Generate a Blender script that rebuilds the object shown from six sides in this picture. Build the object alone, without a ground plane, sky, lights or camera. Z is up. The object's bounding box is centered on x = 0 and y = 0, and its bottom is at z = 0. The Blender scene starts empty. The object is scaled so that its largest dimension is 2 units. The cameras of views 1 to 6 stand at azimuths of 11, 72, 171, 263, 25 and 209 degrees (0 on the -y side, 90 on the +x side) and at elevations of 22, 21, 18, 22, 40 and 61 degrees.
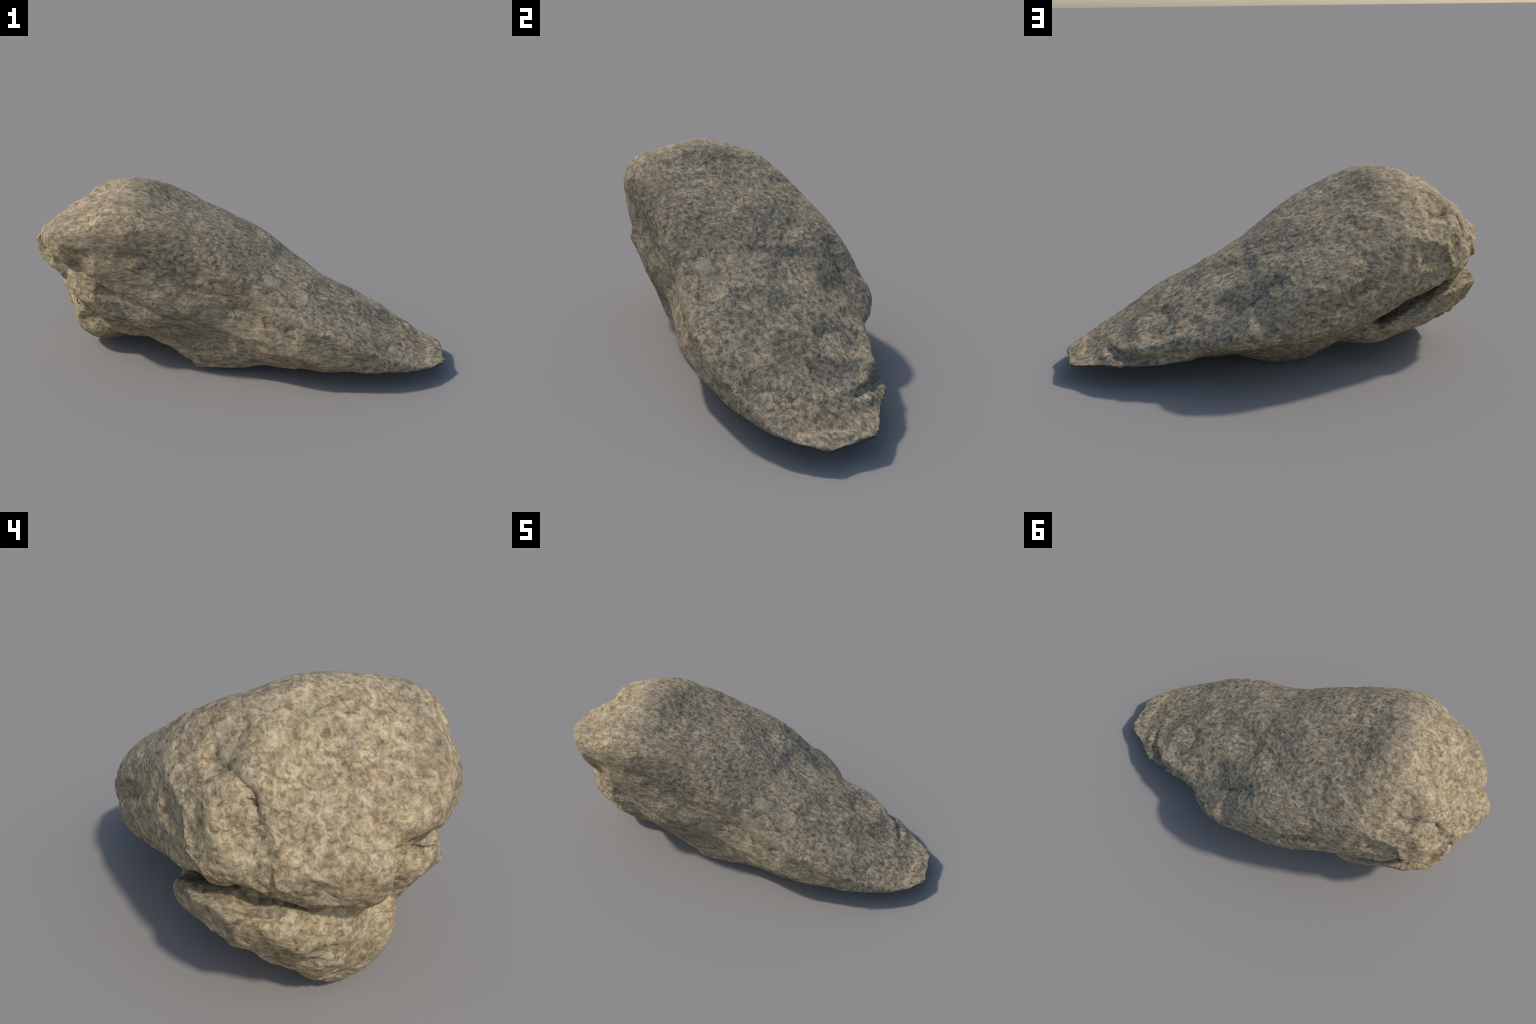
"""Granite boulder: a long wedge-shaped stone, blunt and high at one end and
tapering to a low tip, with a broken ledge of the same rock under its blunt end.

The body is a closed B-spline surface: rings of control radii run from the tip
to the blunt end, measured from a slanting axis.  The ledge is built the same
way; both are fused by a voxel remesh, then relief (steps, grooves, pits, grain)
is carved along short paths, and the skin is divided into two named parts.
"""
import bpy, bmesh, math
import numpy as np
from mathutils import Vector, noise

rng = np.random.default_rng(7)

# ---------------------------------------------------------------- control rings
# each row: one ring, from the low tip to the blunt end; each number: how far the
# skin stands from the axis, as a share of the half extents, turning from the
# +y side over the crest to the -y side and under the belly
MAIN_RINGS = [
    [1.08, 1.10, 1.02, 0.99, 1.06, 1.11, 1.07, 1.04, 1.05, 1.08, 1.11, 1.10, 0.98, 0.92, 1.04, 1.11, 1.05, 0.96, 0.96, 1.03],
    [0.99, 1.01, 1.00, 1.00, 1.02, 1.08, 1.08, 1.09, 1.11, 1.10, 1.12, 1.06, 0.91, 0.85, 0.99, 1.06, 1.00, 0.87, 0.86, 0.96],
    [1.03, 0.90, 0.92, 0.95, 0.80, 1.05, 1.18, 1.09, 1.06, 1.04, 1.16, 1.02, 0.85, 0.82, 0.92, 0.93, 0.94, 0.81, 0.80, 0.97],
    [0.91, 0.96, 0.91, 0.91, 0.76, 0.92, 1.17, 0.87, 0.90, 1.05, 1.10, 1.14, 1.04, 0.94, 0.88, 0.81, 0.88, 0.88, 0.94, 1.01],
    [0.85, 0.93, 0.80, 0.80, 0.84, 0.76, 0.90, 0.79, 0.88, 1.09, 1.04, 1.10, 1.11, 0.93, 0.84, 0.90, 0.89, 0.90, 0.96, 0.91],
    [0.99, 0.82, 0.73, 0.75, 0.79, 0.83, 0.88, 0.87, 0.89, 1.15, 0.97, 1.08, 1.13, 1.15, 0.86, 0.84, 0.94, 0.94, 0.89, 0.90],
    [1.20, 0.98, 0.81, 0.82, 0.72, 0.81, 0.90, 0.92, 0.90, 0.99, 0.84, 1.06, 1.10, 1.19, 1.00, 1.03, 1.05, 0.98, 0.95, 1.04],
    [1.09, 1.12, 1.02, 0.90, 0.73, 0.84, 0.82, 0.88, 0.96, 0.83, 0.70, 0.88, 0.93, 1.23, 1.50, 1.54, 1.42, 1.20, 0.96, 1.15],
    [1.08, 1.13, 1.09, 0.96, 0.92, 1.05, 1.00, 1.12, 1.00, 0.79, 0.78, 0.83, 0.89, 1.26, 1.51, 1.43, 1.19, 1.11, 1.14, 1.19],
    [1.07, 1.08, 1.08, 1.09, 0.91, 0.79, 0.90, 1.34, 1.01, 0.83, 0.88, 1.01, 1.03, 1.16, 1.03, 1.04, 1.02, 1.08, 0.99, 1.07],
    [1.03, 1.10, 1.13, 1.18, 1.07, 1.26, 1.22, 1.31, 1.34, 0.97, 0.97, 0.97, 0.96, 1.22, 1.09, 1.02, 0.93, 0.89, 1.10, 1.10],
    [1.12, 1.08, 0.99, 1.05, 1.08, 1.09, 1.08, 1.10, 1.16, 1.12, 1.04, 1.01, 0.94, 1.02, 1.05, 1.02, 0.94, 0.93, 1.11, 1.22],
    [1.03, 1.04, 1.01, 1.00, 0.99, 1.00, 1.00, 1.01, 1.06, 1.12, 1.08, 1.02, 0.93, 0.95, 1.04, 1.05, 1.03, 1.10, 1.06, 1.04],
    [0.96, 0.95, 0.95, 0.93, 0.92, 0.93, 0.95, 0.95, 0.98, 1.03, 1.04, 1.01, 0.97, 0.97, 1.06, 1.10, 1.07, 1.07, 1.02, 0.98],
    [0.94, 0.92, 0.91, 0.90, 0.90, 0.91, 0.91, 0.92, 0.94, 0.97, 1.00, 1.00, 0.98, 1.00, 1.05, 1.06, 1.03, 1.00, 0.97, 0.95],
    [0.94, 0.94, 0.93, 0.93, 0.94, 0.93, 0.92, 0.93, 0.93, 0.95, 0.96, 0.96, 0.96, 0.97, 0.99, 0.99, 0.97, 0.95, 0.94, 0.94],
]
SLAB_RINGS = [
    [1.00, 0.94, 0.90, 0.87, 0.88, 0.89, 0.91, 0.93, 0.92, 0.91, 0.88, 0.87, 0.89, 0.96, 1.03, 1.04],
    [1.07, 0.98, 0.91, 0.88, 0.86, 0.83, 0.81, 0.82, 0.85, 0.86, 0.87, 0.86, 0.89, 1.03, 1.16, 1.17],
    [1.12, 0.99, 0.91, 0.88, 0.84, 0.77, 0.72, 0.73, 0.78, 0.82, 0.85, 0.87, 0.88, 1.09, 1.34, 1.30],
    [1.02, 0.84, 0.82, 0.85, 0.88, 0.86, 0.82, 0.80, 0.77, 0.74, 0.73, 0.79, 0.84, 0.95, 1.09, 1.18],
    [1.09, 0.80, 0.75, 0.88, 1.03, 1.06, 1.00, 0.90, 0.77, 0.66, 0.62, 0.67, 0.74, 0.77, 0.78, 0.99],
    [1.04, 0.86, 0.77, 1.01, 1.27, 1.36, 1.18, 0.89, 0.68, 0.56, 0.57, 0.66, 0.77, 0.72, 0.63, 0.74],
    [0.87, 1.04, 1.02, 1.21, 1.48, 1.66, 1.37, 0.71, 0.50, 0.49, 0.57, 0.76, 0.98, 0.77, 0.61, 0.63],
    [0.79, 1.01, 1.26, 1.36, 1.45, 1.52, 1.10, 0.55, 0.47, 0.53, 0.63, 0.81, 1.00, 0.68, 0.64, 0.71],
    [0.85, 0.99, 1.39, 1.33, 1.16, 0.91, 0.64, 0.75, 0.65, 0.67, 0.71, 0.82, 0.89, 0.68, 0.67, 0.73],
    [0.84, 0.98, 1.15, 1.12, 1.02, 0.87, 0.74, 0.70, 0.63, 0.63, 0.66, 0.72, 0.77, 0.73, 0.72, 0.74],
    [0.82, 0.90, 0.98, 0.98, 0.94, 0.86, 0.77, 0.70, 0.66, 0.66, 0.69, 0.74, 0.76, 0.76, 0.75, 0.76],
    [0.77, 0.82, 0.87, 0.89, 0.87, 0.83, 0.77, 0.73, 0.71, 0.74, 0.77, 0.80, 0.81, 0.80, 0.77, 0.75],
]

MAIN_AXIS = dict(centre=(-0.02, -0.03, 0.345), axis=(1, 0.12, -0.29), half=(0.98, 0.44, 0.27), taper=0.5)
SLAB_AXIS = dict(centre=(-0.58, -0.10, 0.20), axis=(1, 0, 0), half=(0.36, 0.40, 0.22), taper=0.0)


def bspline(t):
    return np.stack([(1 - t) ** 3 / 6, (3 * t ** 3 - 6 * t ** 2 + 4) / 6,
                     (-3 * t ** 3 + 3 * t ** 2 + 3 * t + 1) / 6, t ** 3 / 6], -1)


def frame(axis):
    ax = np.array(axis, float)
    ax /= np.linalg.norm(ax)
    ay = np.cross((0, 0, 1), ax)
    ay /= np.linalg.norm(ay)
    return np.stack([ax, ay, np.cross(ax, ay)], 1)


def ring_surface(name, rings, centre, axis, half, taper, n_long, n_round):
    """Closed mesh through a grid of control radii, smooth across both poles."""
    r = np.array(rings)
    rows, cols = r.shape
    T, P = np.meshgrid((np.arange(n_long) + .5) * math.pi / n_long, np.arange(n_round) * math.tau / n_round, indexing="ij")
    T, P = T.ravel(), P.ravel()
    u, v = T / math.pi * rows - .5, P / math.tau * cols
    i0, j0 = np.floor(u).astype(int), np.floor(v).astype(int)
    wu, wv = bspline(u - i0), bspline(v - j0)
    rad = np.zeros(len(T))
    for a in range(4):
        for b in range(4):
            i, j = i0 + a - 1, j0 + b - 1
            over = (i < 0) | (i >= rows)
            j = np.where(over, j + cols // 2, j) % cols
            i = np.where(i < 0, -1 - i, np.where(i >= rows, 2 * rows - 1 - i, i))
            rad += r[i, j] * wu[:, a] * wv[:, b]
    for dist, ring in ((T, r[0]), (math.pi - T, r[-1])):     # close both poles smoothly
        w = np.maximum(0, 1 - (dist / (1.3 * math.pi / rows)) ** 2) ** 2
        rad = rad * (1 - w) + w * ring.mean()
    d = np.stack([np.cos(T), np.sin(T) * np.cos(P), np.sin(T) * np.sin(P)], -1) * np.array(half)
    d[:, 2] *= 1 - taper * np.cos(T)          # thick at the blunt end, thin at the tip
    p = np.array(centre) + (d @ frame(axis).T) * rad[:, None]
    bm = bmesh.new()
    vs = [bm.verts.new(c) for c in p]
    for i in range(n_long - 1):
        for j in range(n_round):
            k = (j + 1) % n_round
            bm.faces.new((vs[i * n_round + j], vs[i * n_round + k], vs[(i + 1) * n_round + k], vs[(i + 1) * n_round + j]))
    bm.faces.new(vs[:n_round][::-1])
    bm.faces.new(vs[-n_round:])
    bmesh.ops.recalc_face_normals(bm, faces=bm.faces)
    me = bpy.data.meshes.new(name)
    bm.to_mesh(me)
    bm.free()
    ob = bpy.data.objects.new(name, me)
    bpy.context.scene.collection.objects.link(ob)
    return ob


main = ring_surface("main_form", MAIN_RINGS, n_long=240, n_round=280, **MAIN_AXIS)
slab = ring_surface("slab_form", SLAB_RINGS, n_long=220, n_round=260, **SLAB_AXIS)


def points_of(me):
    a = np.empty(len(me.vertices) * 3)
    me.vertices.foreach_get("co", a)
    return a.reshape(-1, 3)


def resampled(path, step):
    """Evenly spaced points along a path whose rows may carry extra columns."""
    p = np.array(path, float)
    at = np.r_[0, np.cumsum(np.linalg.norm(np.diff(p[:, :3], axis=0), axis=1))]
    t = np.linspace(0, at[-1], max(2, int(at[-1] / step) + 1))
    return np.stack([np.interp(t, at, p[:, k]) for k in range(p.shape[1])], 1)


# the open crack between block and ledge runs round the blunt end.
# x, y, z on the rim; half the gap; how deep it reaches inward
CRACK = [(-.20, .33, .120, .009, .05), (-.32, .335, .170, .014, .08), (-.41, .33, .213, .024, .14),
         (-.46, .33, .250, .028, .19), (-.53, .325, .283, .028, .20), (-.61, .31, .312, .024, .20),
         (-.70, .28, .342, .019, .18), (-.77, .235, .360, .015, .13), (-.83, .18, .371, .013, .13),
         (-.87, .13, .373, .013, .13), (-.91, .06, .366, .012, .12), (-.93, .00, .354, .011, .11),
         (-.93, -.08, .344, .010, .10), (-.94, -.15, .350, .009, .09), (-.93, -.22, .380, .008, .06)]
HEART = np.array((-.50, -.10))


def rim_distance(v):
    """How far inside the crack's rim each point lies (plan view), plus the rim's own columns there."""
    p = np.array(CRACK)
    best, cols, way, last = np.full(len(v), 9.0), np.zeros((len(v), 5)), np.zeros((len(v), 2)), np.zeros(len(v))
    for i, (a, b) in enumerate(zip(p, p[1:])):
        d = b[:2] - a[:2]
        t = ((v[:, :2] - a[:2]) @ d) / (d @ d)
        k = np.clip(t, 0, 1)
        q = a + k[:, None] * (b - a)
        r = np.linalg.norm(v[:, :2] - q[:, :2], axis=1)
        m = r < best
        best[m], cols[m], way[m] = r[m], q[m], d
        over = np.maximum(-t, 0) if i == 0 else np.maximum(t - 1, 0) if i == len(p) - 2 else 0 * t
        last[m] = (over * np.linalg.norm(d))[m]
    side = np.sign(way[:, 0] * (HEART[1] - cols[:, 1]) - way[:, 1] * (HEART[0] - cols[:, 0]))
    mine = np.sign(way[:, 0] * (v[:, 1] - cols[:, 1]) - way[:, 1] * (v[:, 0] - cols[:, 0]))
    return best * side * mine, cols, last


# the crack follows one gently arched sheet through the stone: height against x
SHEET = np.polyfit([c[0] for c in CRACK], [c[2] for c in CRACK], 3)


def open_crack(ob, upper):
    """Trim the underside of the block, or the top of the ledge, to a sheet that
    leaves a wedge of air behind the rim and closes further in."""
    v = points_of(ob.data)
    s, rim, beyond = rim_distance(v)
    half = np.clip(rim[:, 3] * (1 - np.sign(s) * (s / rim[:, 4]) ** 2) - .4 * beyond, -.03, .04)
    ripple = np.array([.008 * noise.noise(Vector((x * 8, y * 8, 1.7 if upper else 6.1))) for x, y, z in v])
    lean = (rim[:, 2] - np.polyval(SHEET, rim[:, 0])) * np.exp(-(s / .15) ** 2)
    sheet = np.polyval(SHEET, np.clip(v[:, 0], -.96, -.2)) + lean + ripple
    sheet = sheet + (-1 if upper else 1) * (1.1 * beyond + 6 * np.maximum(beyond - .10, 0))
    there = s > -.12
    if upper:
        m = there & (v[:, 2] < sheet + half)
        v[m, 2] = (sheet + half)[m]
    else:
        # shorten the spokes of the ledge rather than pressing it flat, so it keeps one skin
        top = sheet - half
        m = there & (v[:, 2] > top)
        hub = np.array(SLAB_AXIS["centre"]) - (0, 0, .08)
        t = np.clip((top - hub[2]) / np.maximum(v[:, 2] - hub[2], 1e-3), .2, 1)
        v[m] = hub + (v[m] - hub) * t[m][:, None]
    ob.data.vertices.foreach_set("co", v.ravel())
    ob.data.update()


def trim_tip(ob):
    """The tip is a thin blade: one flat slope above, a flat underside clear of the ground."""
    v = points_of(ob.data)
    x = v[:, 0]
    slope = .172 - .51 * (x - .75) - .25 * v[:, 1] ** 2 + .25 * np.clip(.68 - x, 0, 1)
    sole = .072 - .9 * np.clip(.56 - x, 0, 1)
    v[:, 2] = np.where(x > .48, np.clip(v[:, 2], sole, np.maximum(slope, sole + .004)), v[:, 2])
    ob.data.vertices.foreach_set("co", v.ravel())
    ob.data.update()


trim_tip(main)
open_crack(main, True)
open_crack(slab, False)


def hull(name, corners):
    bm = bmesh.new()
    for c in corners:
        bm.verts.new(c)
    bmesh.ops.convex_hull(bm, input=bm.verts)
    me = bpy.data.meshes.new(name)
    bm.to_mesh(me)
    bm.free()
    ob = bpy.data.objects.new(name, me)
    bpy.context.scene.collection.objects.link(ob)
    return ob


# the stone rests on a stubby broken foot under its middle
foot = hull("foot_form", [(-.150, -.350, .052), (-.135, -.325, .022), (.050, -.320, .040), (-.180, -.200, .055), (-.110, .100, .030),
                          (-.030, .150, .003), (.020, .140, .008), (.110, .060, .034), (.120, .210, .060), (-.130, .180, .060),
                          (-.150, -.280, .200), (-.150, .100, .200), (.120, .140, .200), (.120, -.250, .200)])
# the snapped blade at the tip, with its low shelf on the far side
blade = hull("tip_form", [(.969, .155, .076), (.966, .150, .066), (.995, -.044, .066), (.990, -.044, .056), (.935, -.125, .076),
                          (.885, -.180, .088), (.815, -.240, .108), (.739, .300, .118), (.735, .296, .106), (.92, .02, .092),
                          (.60, .24, .11), (.60, -.20, .11), (.88, .03, .072), (.62, .02, .075), (.62, .05, .14)])
# the spalled plate that overhangs the crack at the blunt end
plate = hull("plate_form", [(-.997, -.177, .489), (-.985, -.196, .505), (-.945, -.207, .417), (-.938, -.10, .394), (-.920, .050, .411),
                            (-.908, .064, .470), (-.930, -.226, .560), (-.900, .046, .530), (-.950, -.060, .480), (-.915, -.10, .570),
                            (-.80, -.20, .44), (-.80, .03, .44), (-.78, -.10, .60)])


# ---------------------------------------------------------------- fuse and split
from mathutils.kdtree import KDTree


def normals_of(me):
    a = np.empty(len(me.vertices) * 3, np.float32)
    me.vertex_normals.foreach_get("vector", a)
    return a.reshape(-1, 3).astype(float)


def tree_of(ob):
    pts = points_of(ob.data)
    t = KDTree(len(pts))
    for i, c in enumerate(pts):
        t.insert(c, i)
    t.balance()
    return t


def applied(ob):
    bpy.context.view_layer.update()
    return bpy.data.meshes.new_from_object(ob.evaluated_get(bpy.context.evaluated_depsgraph_get()))


main_tree, slab_tree = tree_of(main), tree_of(slab)
bm = bmesh.new()
bm.from_mesh(main.data)
bm.from_mesh(slab.data)
bm.from_mesh(foot.data)
bm.from_mesh(blade.data)
bm.from_mesh(plate.data)
both = bpy.data.meshes.new("fused")
bm.to_mesh(both)
bm.free()
fused = bpy.data.objects.new("fused", both)
bpy.context.scene.collection.objects.link(fused)
mod = fused.modifiers.new("fuse", "REMESH")
mod.mode, mod.voxel_size, mod.adaptivity = "VOXEL", 0.005, 0.0

rock = applied(fused)
for ob in (main, slab, foot, blade, plate, fused):
    bpy.data.objects.remove(ob)

V = points_of(rock)
N = normals_of(rock)


def put():
    global N
    rock.vertices.foreach_set("co", V.ravel())
    rock.update()
    N = normals_of(rock)


def push(amount):
    global V
    V = V + N * np.asarray(amount)[:, None]
    put()


def fractal(scale, octaves=3, seed=0.0, along=(1, 1, 1)):
    s = np.array(along, float) * scale
    off = Vector((seed * 3.7 + 5.1, seed * 1.9 - 2.3, seed * 2.3 + 8.4))
    return np.array([noise.fractal(Vector(p) + off, 1.0, 2.0, octaves) for p in (V * s)])


# ---------------------------------------------------------------- relief
def near_path(path):
    """Distance of every vertex to a path, the nearest point and the direction there."""
    p = np.array(path, float)
    best, foot, way = np.full(len(V), 9.0), np.zeros_like(V), np.zeros_like(V)
    for a, b in zip(p, p[1:]):
        d = b - a
        t = np.clip(((V - a) @ d) / (d @ d), 0, 1)
        q = a + t[:, None] * d
        r = np.linalg.norm(V - q, axis=1)
        m = r < best
        best[m], foot[m], way[m] = r[m], q[m], d / np.linalg.norm(d)
    return best, foot, way


def groove(path, width, depth):
    _, foot, _ = near_path(path)
    off = V - foot
    deep = (off * N).sum(1)                     # how far the path floats off the skin
    r = np.sqrt(np.maximum((off ** 2).sum(1) - deep ** 2, 0)) + 9 * (np.abs(deep) > .06)
    push(-depth * np.exp(-(r / width) ** 2))


def step(path, low_side, reach, height, edge=.006):
    """The skin drops by `height` on one side of a path and climbs back over `reach`."""
    r, foot, way = near_path(path)
    side = np.cross(way, N)
    side *= np.sign(side @ np.array(low_side, float))[:, None]
    s = ((V - foot) * side).sum(1)
    off = np.sqrt(np.maximum(r ** 2 - s ** 2, 0))
    rise = np.clip(s / edge * .5 + .5, 0, 1)
    rise = rise * rise * (3 - 2 * rise)
    push(-height * rise * np.exp(-(np.maximum(s, 0) / reach) ** 2) * np.exp(-(off / (.4 * reach)) ** 2) * (r < 3 * reach))


def lump(centre, radius, height, squash=(1, 1, 1)):
    r = np.linalg.norm((V - np.array(centre)) / np.array(squash), axis=1)
    push(height * np.exp(-(r / radius) ** 2))


def facets(count, depth, lean, reach, inside=lambda p: True):
    """Plane chips: the skin is cut back to many slightly tilted planes."""
    global V
    for i in rng.integers(0, len(V), count):
        c, n = V[i].copy(), N[i] + rng.normal(0, lean, 3)
        if not inside(c):
            continue
        n /= np.linalg.norm(n)
        m = np.linalg.norm(V - c, axis=1) < reach
        over = (V[m] - c) @ n + depth * rng.uniform(.4, 1)
        over = np.where(N[m] @ n > .6, np.clip(over, 0, max(.010, 1.5 * depth)), 0)
        fade = np.clip(2.2 - 2.2 * np.linalg.norm(V[m] - c, axis=1) / reach, 0, 1)
        V[m] -= n * (over * fade)[:, None]
    put()


# clear thin flakes the crack leaves behind: drop loose bits, relax the lips
def tidy():
    global V, N
    bm = bmesh.new()
    bm.from_mesh(rock)
    seen, groups = set(), []
    for v in bm.verts:
        if v in seen:
            continue
        seen.add(v)
        stack, group = [v], []
        while stack:
            w = stack.pop()
            group.append(w)
            for e in w.link_edges:
                o = e.other_vert(w)
                if o not in seen:
                    seen.add(o)
                    stack.append(o)
        groups.append(group)
    groups.sort(key=len)
    bmesh.ops.delete(bm, geom=[v for g in groups[:-1] for v in g], context="VERTS")
    bm.to_mesh(rock)
    bm.free()
    V, N = points_of(rock), normals_of(rock)


def relax(path, reach, rounds):
    global V
    near = near_path([c[:3] for c in path])[0] < reach if path else np.ones(len(V), bool)
    ed = np.empty(len(rock.edges) * 2, int)
    rock.edges.foreach_get("vertices", ed)
    ed = ed.reshape(-1, 2)
    ed = ed[near[ed].any(1)]
    for _ in range(rounds):
        total, count = np.zeros_like(V), np.zeros(len(V))
        for a, b in ((0, 1), (1, 0)):
            np.add.at(total, ed[:, a], V[ed[:, b]])
            np.add.at(count, ed[:, a], 1)
        m = near & (count > 0)
        V[m] = .4 * V[m] + .6 * total[m] / count[m][:, None]
    put()


tidy()
push(np.full(len(V), .0018))
relax(CRACK, .10, 2)
facets(300, .004, .08, .10)
facets(380, .008, .14, .10, lambda p: p[0] < -.55 and p[2] < .34)      # the ledge broke off rough
facets(500, .006, .12, .08, lambda p: p[0] < -.60 and p[2] > .34)

# blunt end: crack and step between the knobbly corner and the spalled plate
step([(-.93, .04, .36), (-.90, .055, .46), (-.86, .055, .54), (-.81, .07, .61)], (0, 1, 0), .09, .012, edge=.022)
groove([(-.80, .068, .595), (-.785, .08, .62), (-.77, .095, .635), (-.73, .125, .65), (-.68, .17, .66), (-.63, .20, .67)], .009, .008)
groove([(-.63, .19, .68), (-.70, .16, .66), (-.80, .09, .61)], .03, .006)
# far side: pit, undercut bands and the slanting valley
groove([(-.17, .43, .37), (-.24, .41, .41), (-.33, .385, .445)], .022, .020)
step([(-.40, .355, .485), (-.28, .39, .455), (-.20, .41, .425), (-.10, .445, .37), (.02, .465, .325)], (0, 0, -1), .07, .014)
groove([(.07, .33, .46), (.16, .34, .40), (.22, .34, .36), (.28, .345, .31), (.34, .355, .27), (.40, .37, .22)], .032, .014)
# shelf beside the tip, and the lower flat of the tip itself
step([(.79, .14, .155), (.75, .21, .15), (.66, .285, .155), (.57, .325, .165), (.48, .345, .175), (.35, .40, .20)], (0, .3, -1), .05, .020)
# near side: creases above the foot, slanting ribs
groove([(-.21, -.42, .27), (-.16, -.41, .24), (-.10, -.39, .20), (-.03, -.38, .15)], .012, .012)
groove([(-.56, -.45, .40), (-.47, -.45, .375), (-.37, -.44, .355), (-.28, -.44, .33), (-.18, -.43, .27)], .020, .014)
groove([(-.43, .25, .68), (-.41, .19, .72), (-.38, .09, .75), (-.36, -.02, .77), (-.34, -.14, .78)], .05, .004)

# broad swells and hollows
lump((.63, .11, .21), .075, .026)
lump((-.77, .10, .62), .17, .017)
lump((-.905, -.095, .62), .08, -.012)
lump((-.74, -.27, .705), .11, .017)
lump((-.68, -.43, .60), .09, .013)
lump((-.64, -.27, .13), .07, .028)
lump((-.62, .11, .13), .09, .020)
lump((-.84, -.21, .37), .06, .024)
lump((-.37, .25, .15), .08, .018)
lump((-.79, .15, .55), .06, .014)
lump((-.86, -.29, .53), .09, .018)
lump((-.19, -.18, .69), .11, .016)
lump((-.74, .27, .48), .09, -.024)
lump((-.77, -.25, .30), .07, -.026)
groove([(.87, .255, .02), (.87, .255, .16)], .05, .014)

relax(None, 0, 2)                          # ease creases before the fine grain
push(.0014 * fractal(7, 3, 1))
push(.0015 * fractal(20, 3, 2, along=(.7, 1, 1.2)))
rough = np.clip(.4 + 2.2 * fractal(3, 2, 5), .15, 1)
broken = np.clip((-.45 - V[:, 0]) / .3, 0, 1)
push((.0020 + .0016 * broken) * rough * fractal(48, 2, 3))
push(-.006 * broken * np.clip(fractal(26, 2, 8) - .25, 0, 1))
V[:, 2] = np.maximum(V[:, 2], 0.0)       # it stands on the ground
put()

# ---------------------------------------------------------------- parts
face_c = np.empty(len(rock.polygons) * 3)
rock.polygons.foreach_get("center", face_c)
is_slab = np.array([slab_tree.find(c)[2] < main_tree.find(c)[2] for c in face_c.reshape(-1, 3)])


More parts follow.
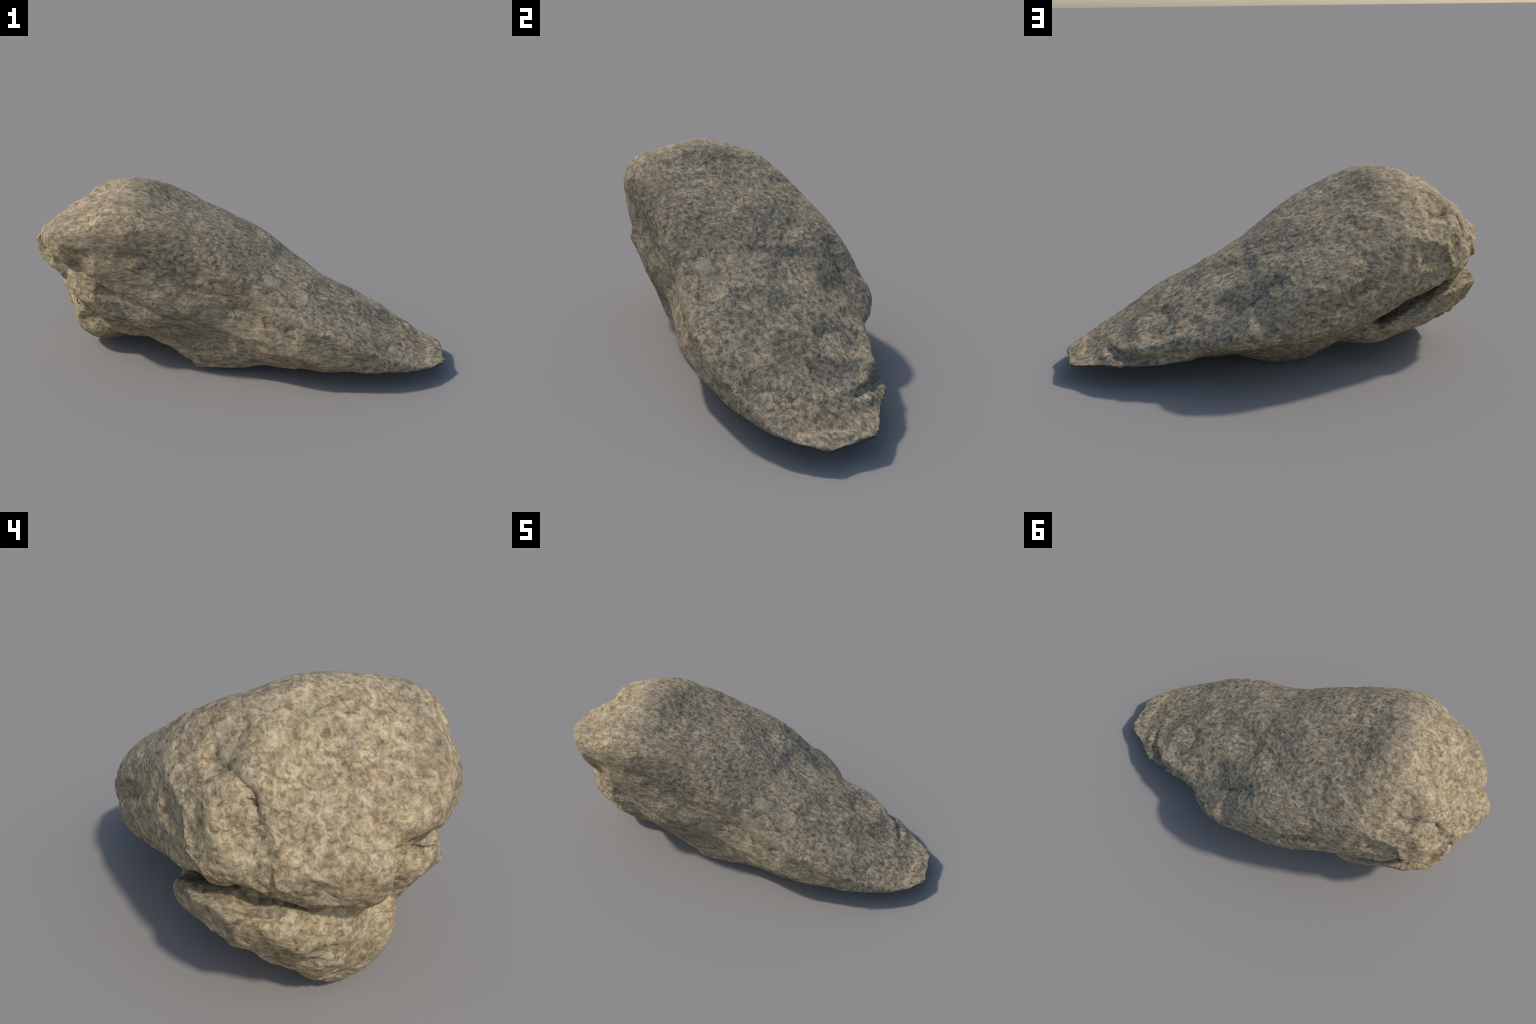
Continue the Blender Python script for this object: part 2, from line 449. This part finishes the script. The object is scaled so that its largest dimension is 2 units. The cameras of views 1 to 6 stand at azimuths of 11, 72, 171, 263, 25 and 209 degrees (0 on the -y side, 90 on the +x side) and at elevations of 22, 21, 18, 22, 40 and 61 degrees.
def granite():
    m = bpy.data.materials.new("weathered_granite")
    m.use_nodes = True
    nt = m.node_tree
    n, l = nt.nodes, nt.links
    bsdf = n["Principled BSDF"]
    bsdf.inputs["Roughness"].default_value = 0.9
    bsdf.inputs["Specular IOR Level"].default_value = 0.15
    co = n.new("ShaderNodeTexCoord").outputs["Object"]

    def noise_tex(scale, detail=3, rough=.55, distort=0.0, vec=None):
        t = n.new("ShaderNodeTexNoise")
        t.inputs["Scale"].default_value, t.inputs["Detail"].default_value = scale, detail
        t.inputs["Roughness"].default_value, t.inputs["Distortion"].default_value = rough, distort
        l.new(vec or co, t.inputs["Vector"])
        return t.outputs["Fac"]

    def ramp(fac, stops):
        r = n.new("ShaderNodeValToRGB")
        e = r.color_ramp.elements
        while len(e) < len(stops):
            e.new(.5)
        for k, (pos, c) in enumerate(stops):
            e[k].position, e[k].color = pos, (*c, 1) if isinstance(c, tuple) else (c, c, c, 1)
        l.new(fac, r.inputs["Fac"])
        return r.outputs["Color"]

    def mix(fac, a, b, mode="MIX"):
        x = n.new("ShaderNodeMix")
        x.data_type, x.blend_type = "RGBA", mode
        for sock, val in ((x.inputs[0], fac), (x.inputs[6], a), (x.inputs[7], b)):
            if hasattr(val, "is_linked"):
                l.new(val, sock)
            else:
                sock.default_value = val if not isinstance(val, tuple) else (*val, 1)
        return x.outputs[2]

    def math_node(op, a, b=0.0, clamp=False):
        x = n.new("ShaderNodeMath")
        x.operation, x.use_clamp = op, clamp
        for sock, val in zip(x.inputs, (a, b)):
            if hasattr(val, "is_linked"):
                l.new(val, sock)
            else:
                sock.default_value = val
        return x.outputs[0]

    def mapped(scale=(1, 1, 1), turn=(0, 0, 0), shift=(0, 0, 0)):
        x = n.new("ShaderNodeMapping")
        x.inputs["Scale"].default_value, x.inputs["Rotation"].default_value, x.inputs["Location"].default_value = scale, turn, shift
        l.new(co, x.inputs["Vector"])
        return x.outputs[0]

    def between(fac, lo, hi):
        x = n.new("ShaderNodeMapRange")
        x.interpolation_type = "SMOOTHSTEP"
        x.inputs[1].default_value, x.inputs[2].default_value = lo, hi
        l.new(fac, x.inputs[0])
        return x.outputs[0]

    def spot(centre, radius, squash=(1, 1, 1), wobble=.35):
        """1 inside a ragged patch around a point of the stone, 0 outside."""
        v = n.new("ShaderNodeVectorMath")
        v.operation = "SUBTRACT"
        l.new(co, v.inputs[0])
        v.inputs[1].default_value = centre
        d = n.new("ShaderNodeVectorMath")
        d.operation = "DIVIDE"
        l.new(v.outputs[0], d.inputs[0])
        d.inputs[1].default_value = squash
        e = n.new("ShaderNodeVectorMath")
        e.operation = "LENGTH"
        l.new(d.outputs[0], e.inputs[0])
        r = math_node("ADD", e.outputs["Value"], math_node("MULTIPLY", math_node("SUBTRACT", ragged, .5), wobble))
        return math_node("SUBTRACT", 1.0, between(r, radius * .55, radius * 1.2))

    flow = mapped((.75, 1.0, 1.15), (0, .28, -.1))              # grain drawn out along the stone
    streak = mapped((.28, 1.0, 1.3), (0, .38, -.1))             # smears on the near flank
    ragged = noise_tex(9, 4, .65)
    sep = n.new("ShaderNodeSeparateXYZ")
    l.new(co, sep.inputs[0])
    px, py = sep.outputs[0], sep.outputs[1]

    # crystals: pale feldspar, tan quartz, slate-blue mica between
    grain = noise_tex(50, 4, .68, .55, flow)
    fine = noise_tex(150, 2, .6, .3, flow)
    g = math_node("ADD", math_node("MULTIPLY", grain, .82), math_node("MULTIPLY", fine, .18))
    cool = ramp(g, [(.33, (.086, .077, .063)), (.42, (.178, .147, .105)), (.50, (.302, .236, .152)), (.58, (.425, .335, .214)), (.69, (.53, .43, .28))])
    warm = ramp(g, [(.32, (.12, .098, .066)), (.41, (.225, .175, .110)), (.50, (.335, .267, .168)), (.58, (.44, .36, .232)), (.69, (.54, .455, .305))])
    umber = ramp(noise_tex(52, 4, .68, .4, streak), [(.34, (.075, .060, .040)), (.46, (.16, .125, .078)), (.55, (.27, .215, .135)), (.68, (.40, .335, .225))])

    # the blunt end is cream, the back grey and speckled
    patchy = noise_tex(4.5, 5, .7, .6)
    blunt = math_node("ADD", px, math_node("MULTIPLY", math_node("SUBTRACT", patchy, .5), 1.1))
    cream = math_node("SUBTRACT", 1.0, between(blunt, -.86, -.14))
    blotch = between(noise_tex(17, 4, .62, .7), .40, .60)     # cream and brown mottling on the broken face
    warm = mix(math_node("MULTIPLY", math_node("SUBTRACT", 1.0, blotch), .55), warm, (.70, .64, .56), "MULTIPLY")
    warm = mix(math_node("MULTIPLY", blotch, .35), warm, (1.12, 1.10, 1.05), "MULTIPLY")
    col = mix(cream, cool, warm)
    # near flank: brown smears
    flank = math_node("ADD", py, math_node("MULTIPLY", math_node("SUBTRACT", ragged, .5), .22))
    smear = math_node("MULTIPLY", math_node("SUBTRACT", 1.0, between(flank, -.40, -.27)), between(noise_tex(5, 4, .6, .3, streak), .40, .58))
    col = mix(math_node("MULTIPLY", smear, .75), col, umber)
    # pinkish tan and blue grey clouds, a few cm across
    hue = noise_tex(24, 3, .6, .8, flow)
    col = mix(math_node("MULTIPLY", between(hue, .52, .68), .40), col, (1.16, .98, .78), "MULTIPLY")
    col = mix(math_node("MULTIPLY", between(hue, .48, .34), .50), col, (.90, .95, .95), "MULTIPLY")
    # broad weather stains
    stain = between(noise_tex(6, 5, .65, .4), .47, .62)
    col = mix(math_node("MULTIPLY", stain, .16), col, (.72, .70, .66), "MULTIPLY")
    # dark grey hollow behind the crest, bare tan flat on the tip, slate shelf beside it
    for centre, radius, squash, tone, much in (
            ((-.38, .02, .76), 1.0, (.10, .22, .12), (.66, .67, .66), .35),
            ((.22, .345, .36), 1.0, (.13, .06, .10), (.66, .67, .66), .3),
            ((.70, .27, .10), 1.0, (.16, .10, .055), (.60, .63, .64), .7),
            ((.97, .03, .05), 1.0, (.05, .16, .06), (.74, .80, .81), .6),
            ((.86, -.02, .11), 1.0, (.11, .13, .07), (1.16, 1.06, .94), .5)):
        col = mix(math_node("MULTIPLY", spot(centre, radius, squash), much), col, tone, "MULTIPLY")
    # hairline cracks
    v = n.new("ShaderNodeTexVoronoi")
    v.feature = "DISTANCE_TO_EDGE"
    v.inputs["Scale"].default_value = 5.5
    warp = n.new("ShaderNodeVectorMath")
    warp.operation = "MULTIPLY_ADD"
    wn = n.new("ShaderNodeTexNoise")
    wn.inputs["Scale"].default_value, wn.inputs["Detail"].default_value = 7, 4
    l.new(co, wn.inputs["Vector"])
    l.new(wn.outputs["Color"], warp.inputs[0])
    warp.inputs[1].default_value = (.16, .16, .16)
    l.new(co, warp.inputs[2])
    l.new(warp.outputs[0], v.inputs["Vector"])
    hair = math_node("MULTIPLY", math_node("SUBTRACT", 1.0, between(v.outputs["Distance"], .004, .016)), between(noise_tex(4, 2, .5), .54, .64))
    hair = math_node("MULTIPLY", hair, between(px, -.55, -.40))
    col = mix(math_node("MULTIPLY", hair, .6), col, (.07, .07, .06))
    base = col

    bump = n.new("ShaderNodeBump")
    bump.inputs["Strength"].default_value, bump.inputs["Distance"].default_value = .65, .007
    l.new(math_node("SUBTRACT", g, math_node("MULTIPLY", hair, .25)), bump.inputs["Height"])
    l.new(bump.outputs[0], bsdf.inputs["Normal"])
    l.new(base, bsdf.inputs["Base Color"])
    return m


rock_mat = granite()


# ---------------------------------------------------------------- build the named parts
def part(name, keep):
    bm = bmesh.new()
    bm.from_mesh(rock)
    bm.faces.ensure_lookup_table()
    tag = bm.verts.layers.int.new("was")
    for v in bm.verts:
        v[tag] = v.index
    bmesh.ops.delete(bm, geom=[f for f in bm.faces if not keep[f.index]], context="FACES")
    old = [v[tag] for v in bm.verts]
    bm.verts.layers.int.remove(tag)
    me = bpy.data.meshes.new(name)
    bm.to_mesh(me)
    bm.free()
    me.polygons.foreach_set("use_smooth", [True] * len(me.polygons))
    me.normals_split_custom_set_from_vertices([tuple(N[i]) for i in old])
    me.materials.append(rock_mat)
    ob = bpy.data.objects.new(name, me)
    bpy.context.scene.collection.objects.link(ob)
    ob.parent = boulder
    return ob


boulder = bpy.data.objects.new("granite_boulder", None)
bpy.context.scene.collection.objects.link(boulder)
boulder["label"] = "long tapering granite boulder with broken ledge under blunt end"
boulder["category"] = "rock"
part("upper_block", ~is_slab)
part("lower_ledge", is_slab)


# ---------------------------------------------------------------- dark strip along the snapped tip
def edge_strip():
    """A thin dark strip follows the sharp edge of the blade, snapped to where the edge lies."""
    hub, edge = np.array((.72, .05)), []
    for a in np.linspace(math.radians(-38), math.radians(96), 46):
        ray = np.array((math.cos(a), math.sin(a)))
        off = V[:, :2] - hub
        m = (V[:, 0] > .6) & (np.abs(off[:, 0] * ray[1] - off[:, 1] * ray[0]) < .008) & (V[:, 2] < .16)
        out = off[m] @ ray
        edge.append(V[m][np.argmax(out)] - np.array((*(ray * .003), .003)))
    edge = np.array(edge)
    for _ in range(2):
        edge[1:-1] = .5 * edge[1:-1] + .25 * (edge[:-2] + edge[2:])
    cu = bpy.data.curves.new("edge_strip_path", "CURVE")
    cu.dimensions, cu.bevel_depth, cu.bevel_resolution, cu.use_fill_caps = "3D", .0055, 2, True
    sp = cu.splines.new("POLY")
    sp.points.add(len(edge) - 1)
    for k, (p, c) in enumerate(zip(sp.points, edge)):
        p.co = (*c, 1)
        p.radius = .55 + .6 * abs(noise.noise(Vector(c) * 16)) if 0 < k < len(edge) - 1 else .2
    tmp = bpy.data.objects.new("edge_strip_path", cu)
    bpy.context.scene.collection.objects.link(tmp)
    me = applied(tmp)
    bpy.data.objects.remove(tmp)
    m = bpy.data.materials.new("dark_edge")
    m.use_nodes = True
    nt = m.node_tree
    t, r = nt.nodes.new("ShaderNodeTexNoise"), nt.nodes.new("ShaderNodeValToRGB")
    t.inputs["Scale"].default_value = 60
    r.color_ramp.elements[0].color, r.color_ramp.elements[1].color = (.018, .016, .013, 1), (.07, .06, .045, 1)
    nt.links.new(nt.nodes.new("ShaderNodeTexCoord").outputs["Object"], t.inputs["Vector"])
    nt.links.new(t.outputs["Fac"], r.inputs["Fac"])
    nt.links.new(r.outputs["Color"], nt.nodes["Principled BSDF"].inputs["Base Color"])
    nt.nodes["Principled BSDF"].inputs["Roughness"].default_value = .9
    me.materials.clear()
    me.materials.append(m)
    me.polygons.foreach_set("use_smooth", [True] * len(me.polygons))
    ob = bpy.data.objects.new("dark_edge_strip", me)
    bpy.context.scene.collection.objects.link(ob)
    ob.parent = boulder


edge_strip()
bpy.data.meshes.remove(rock)
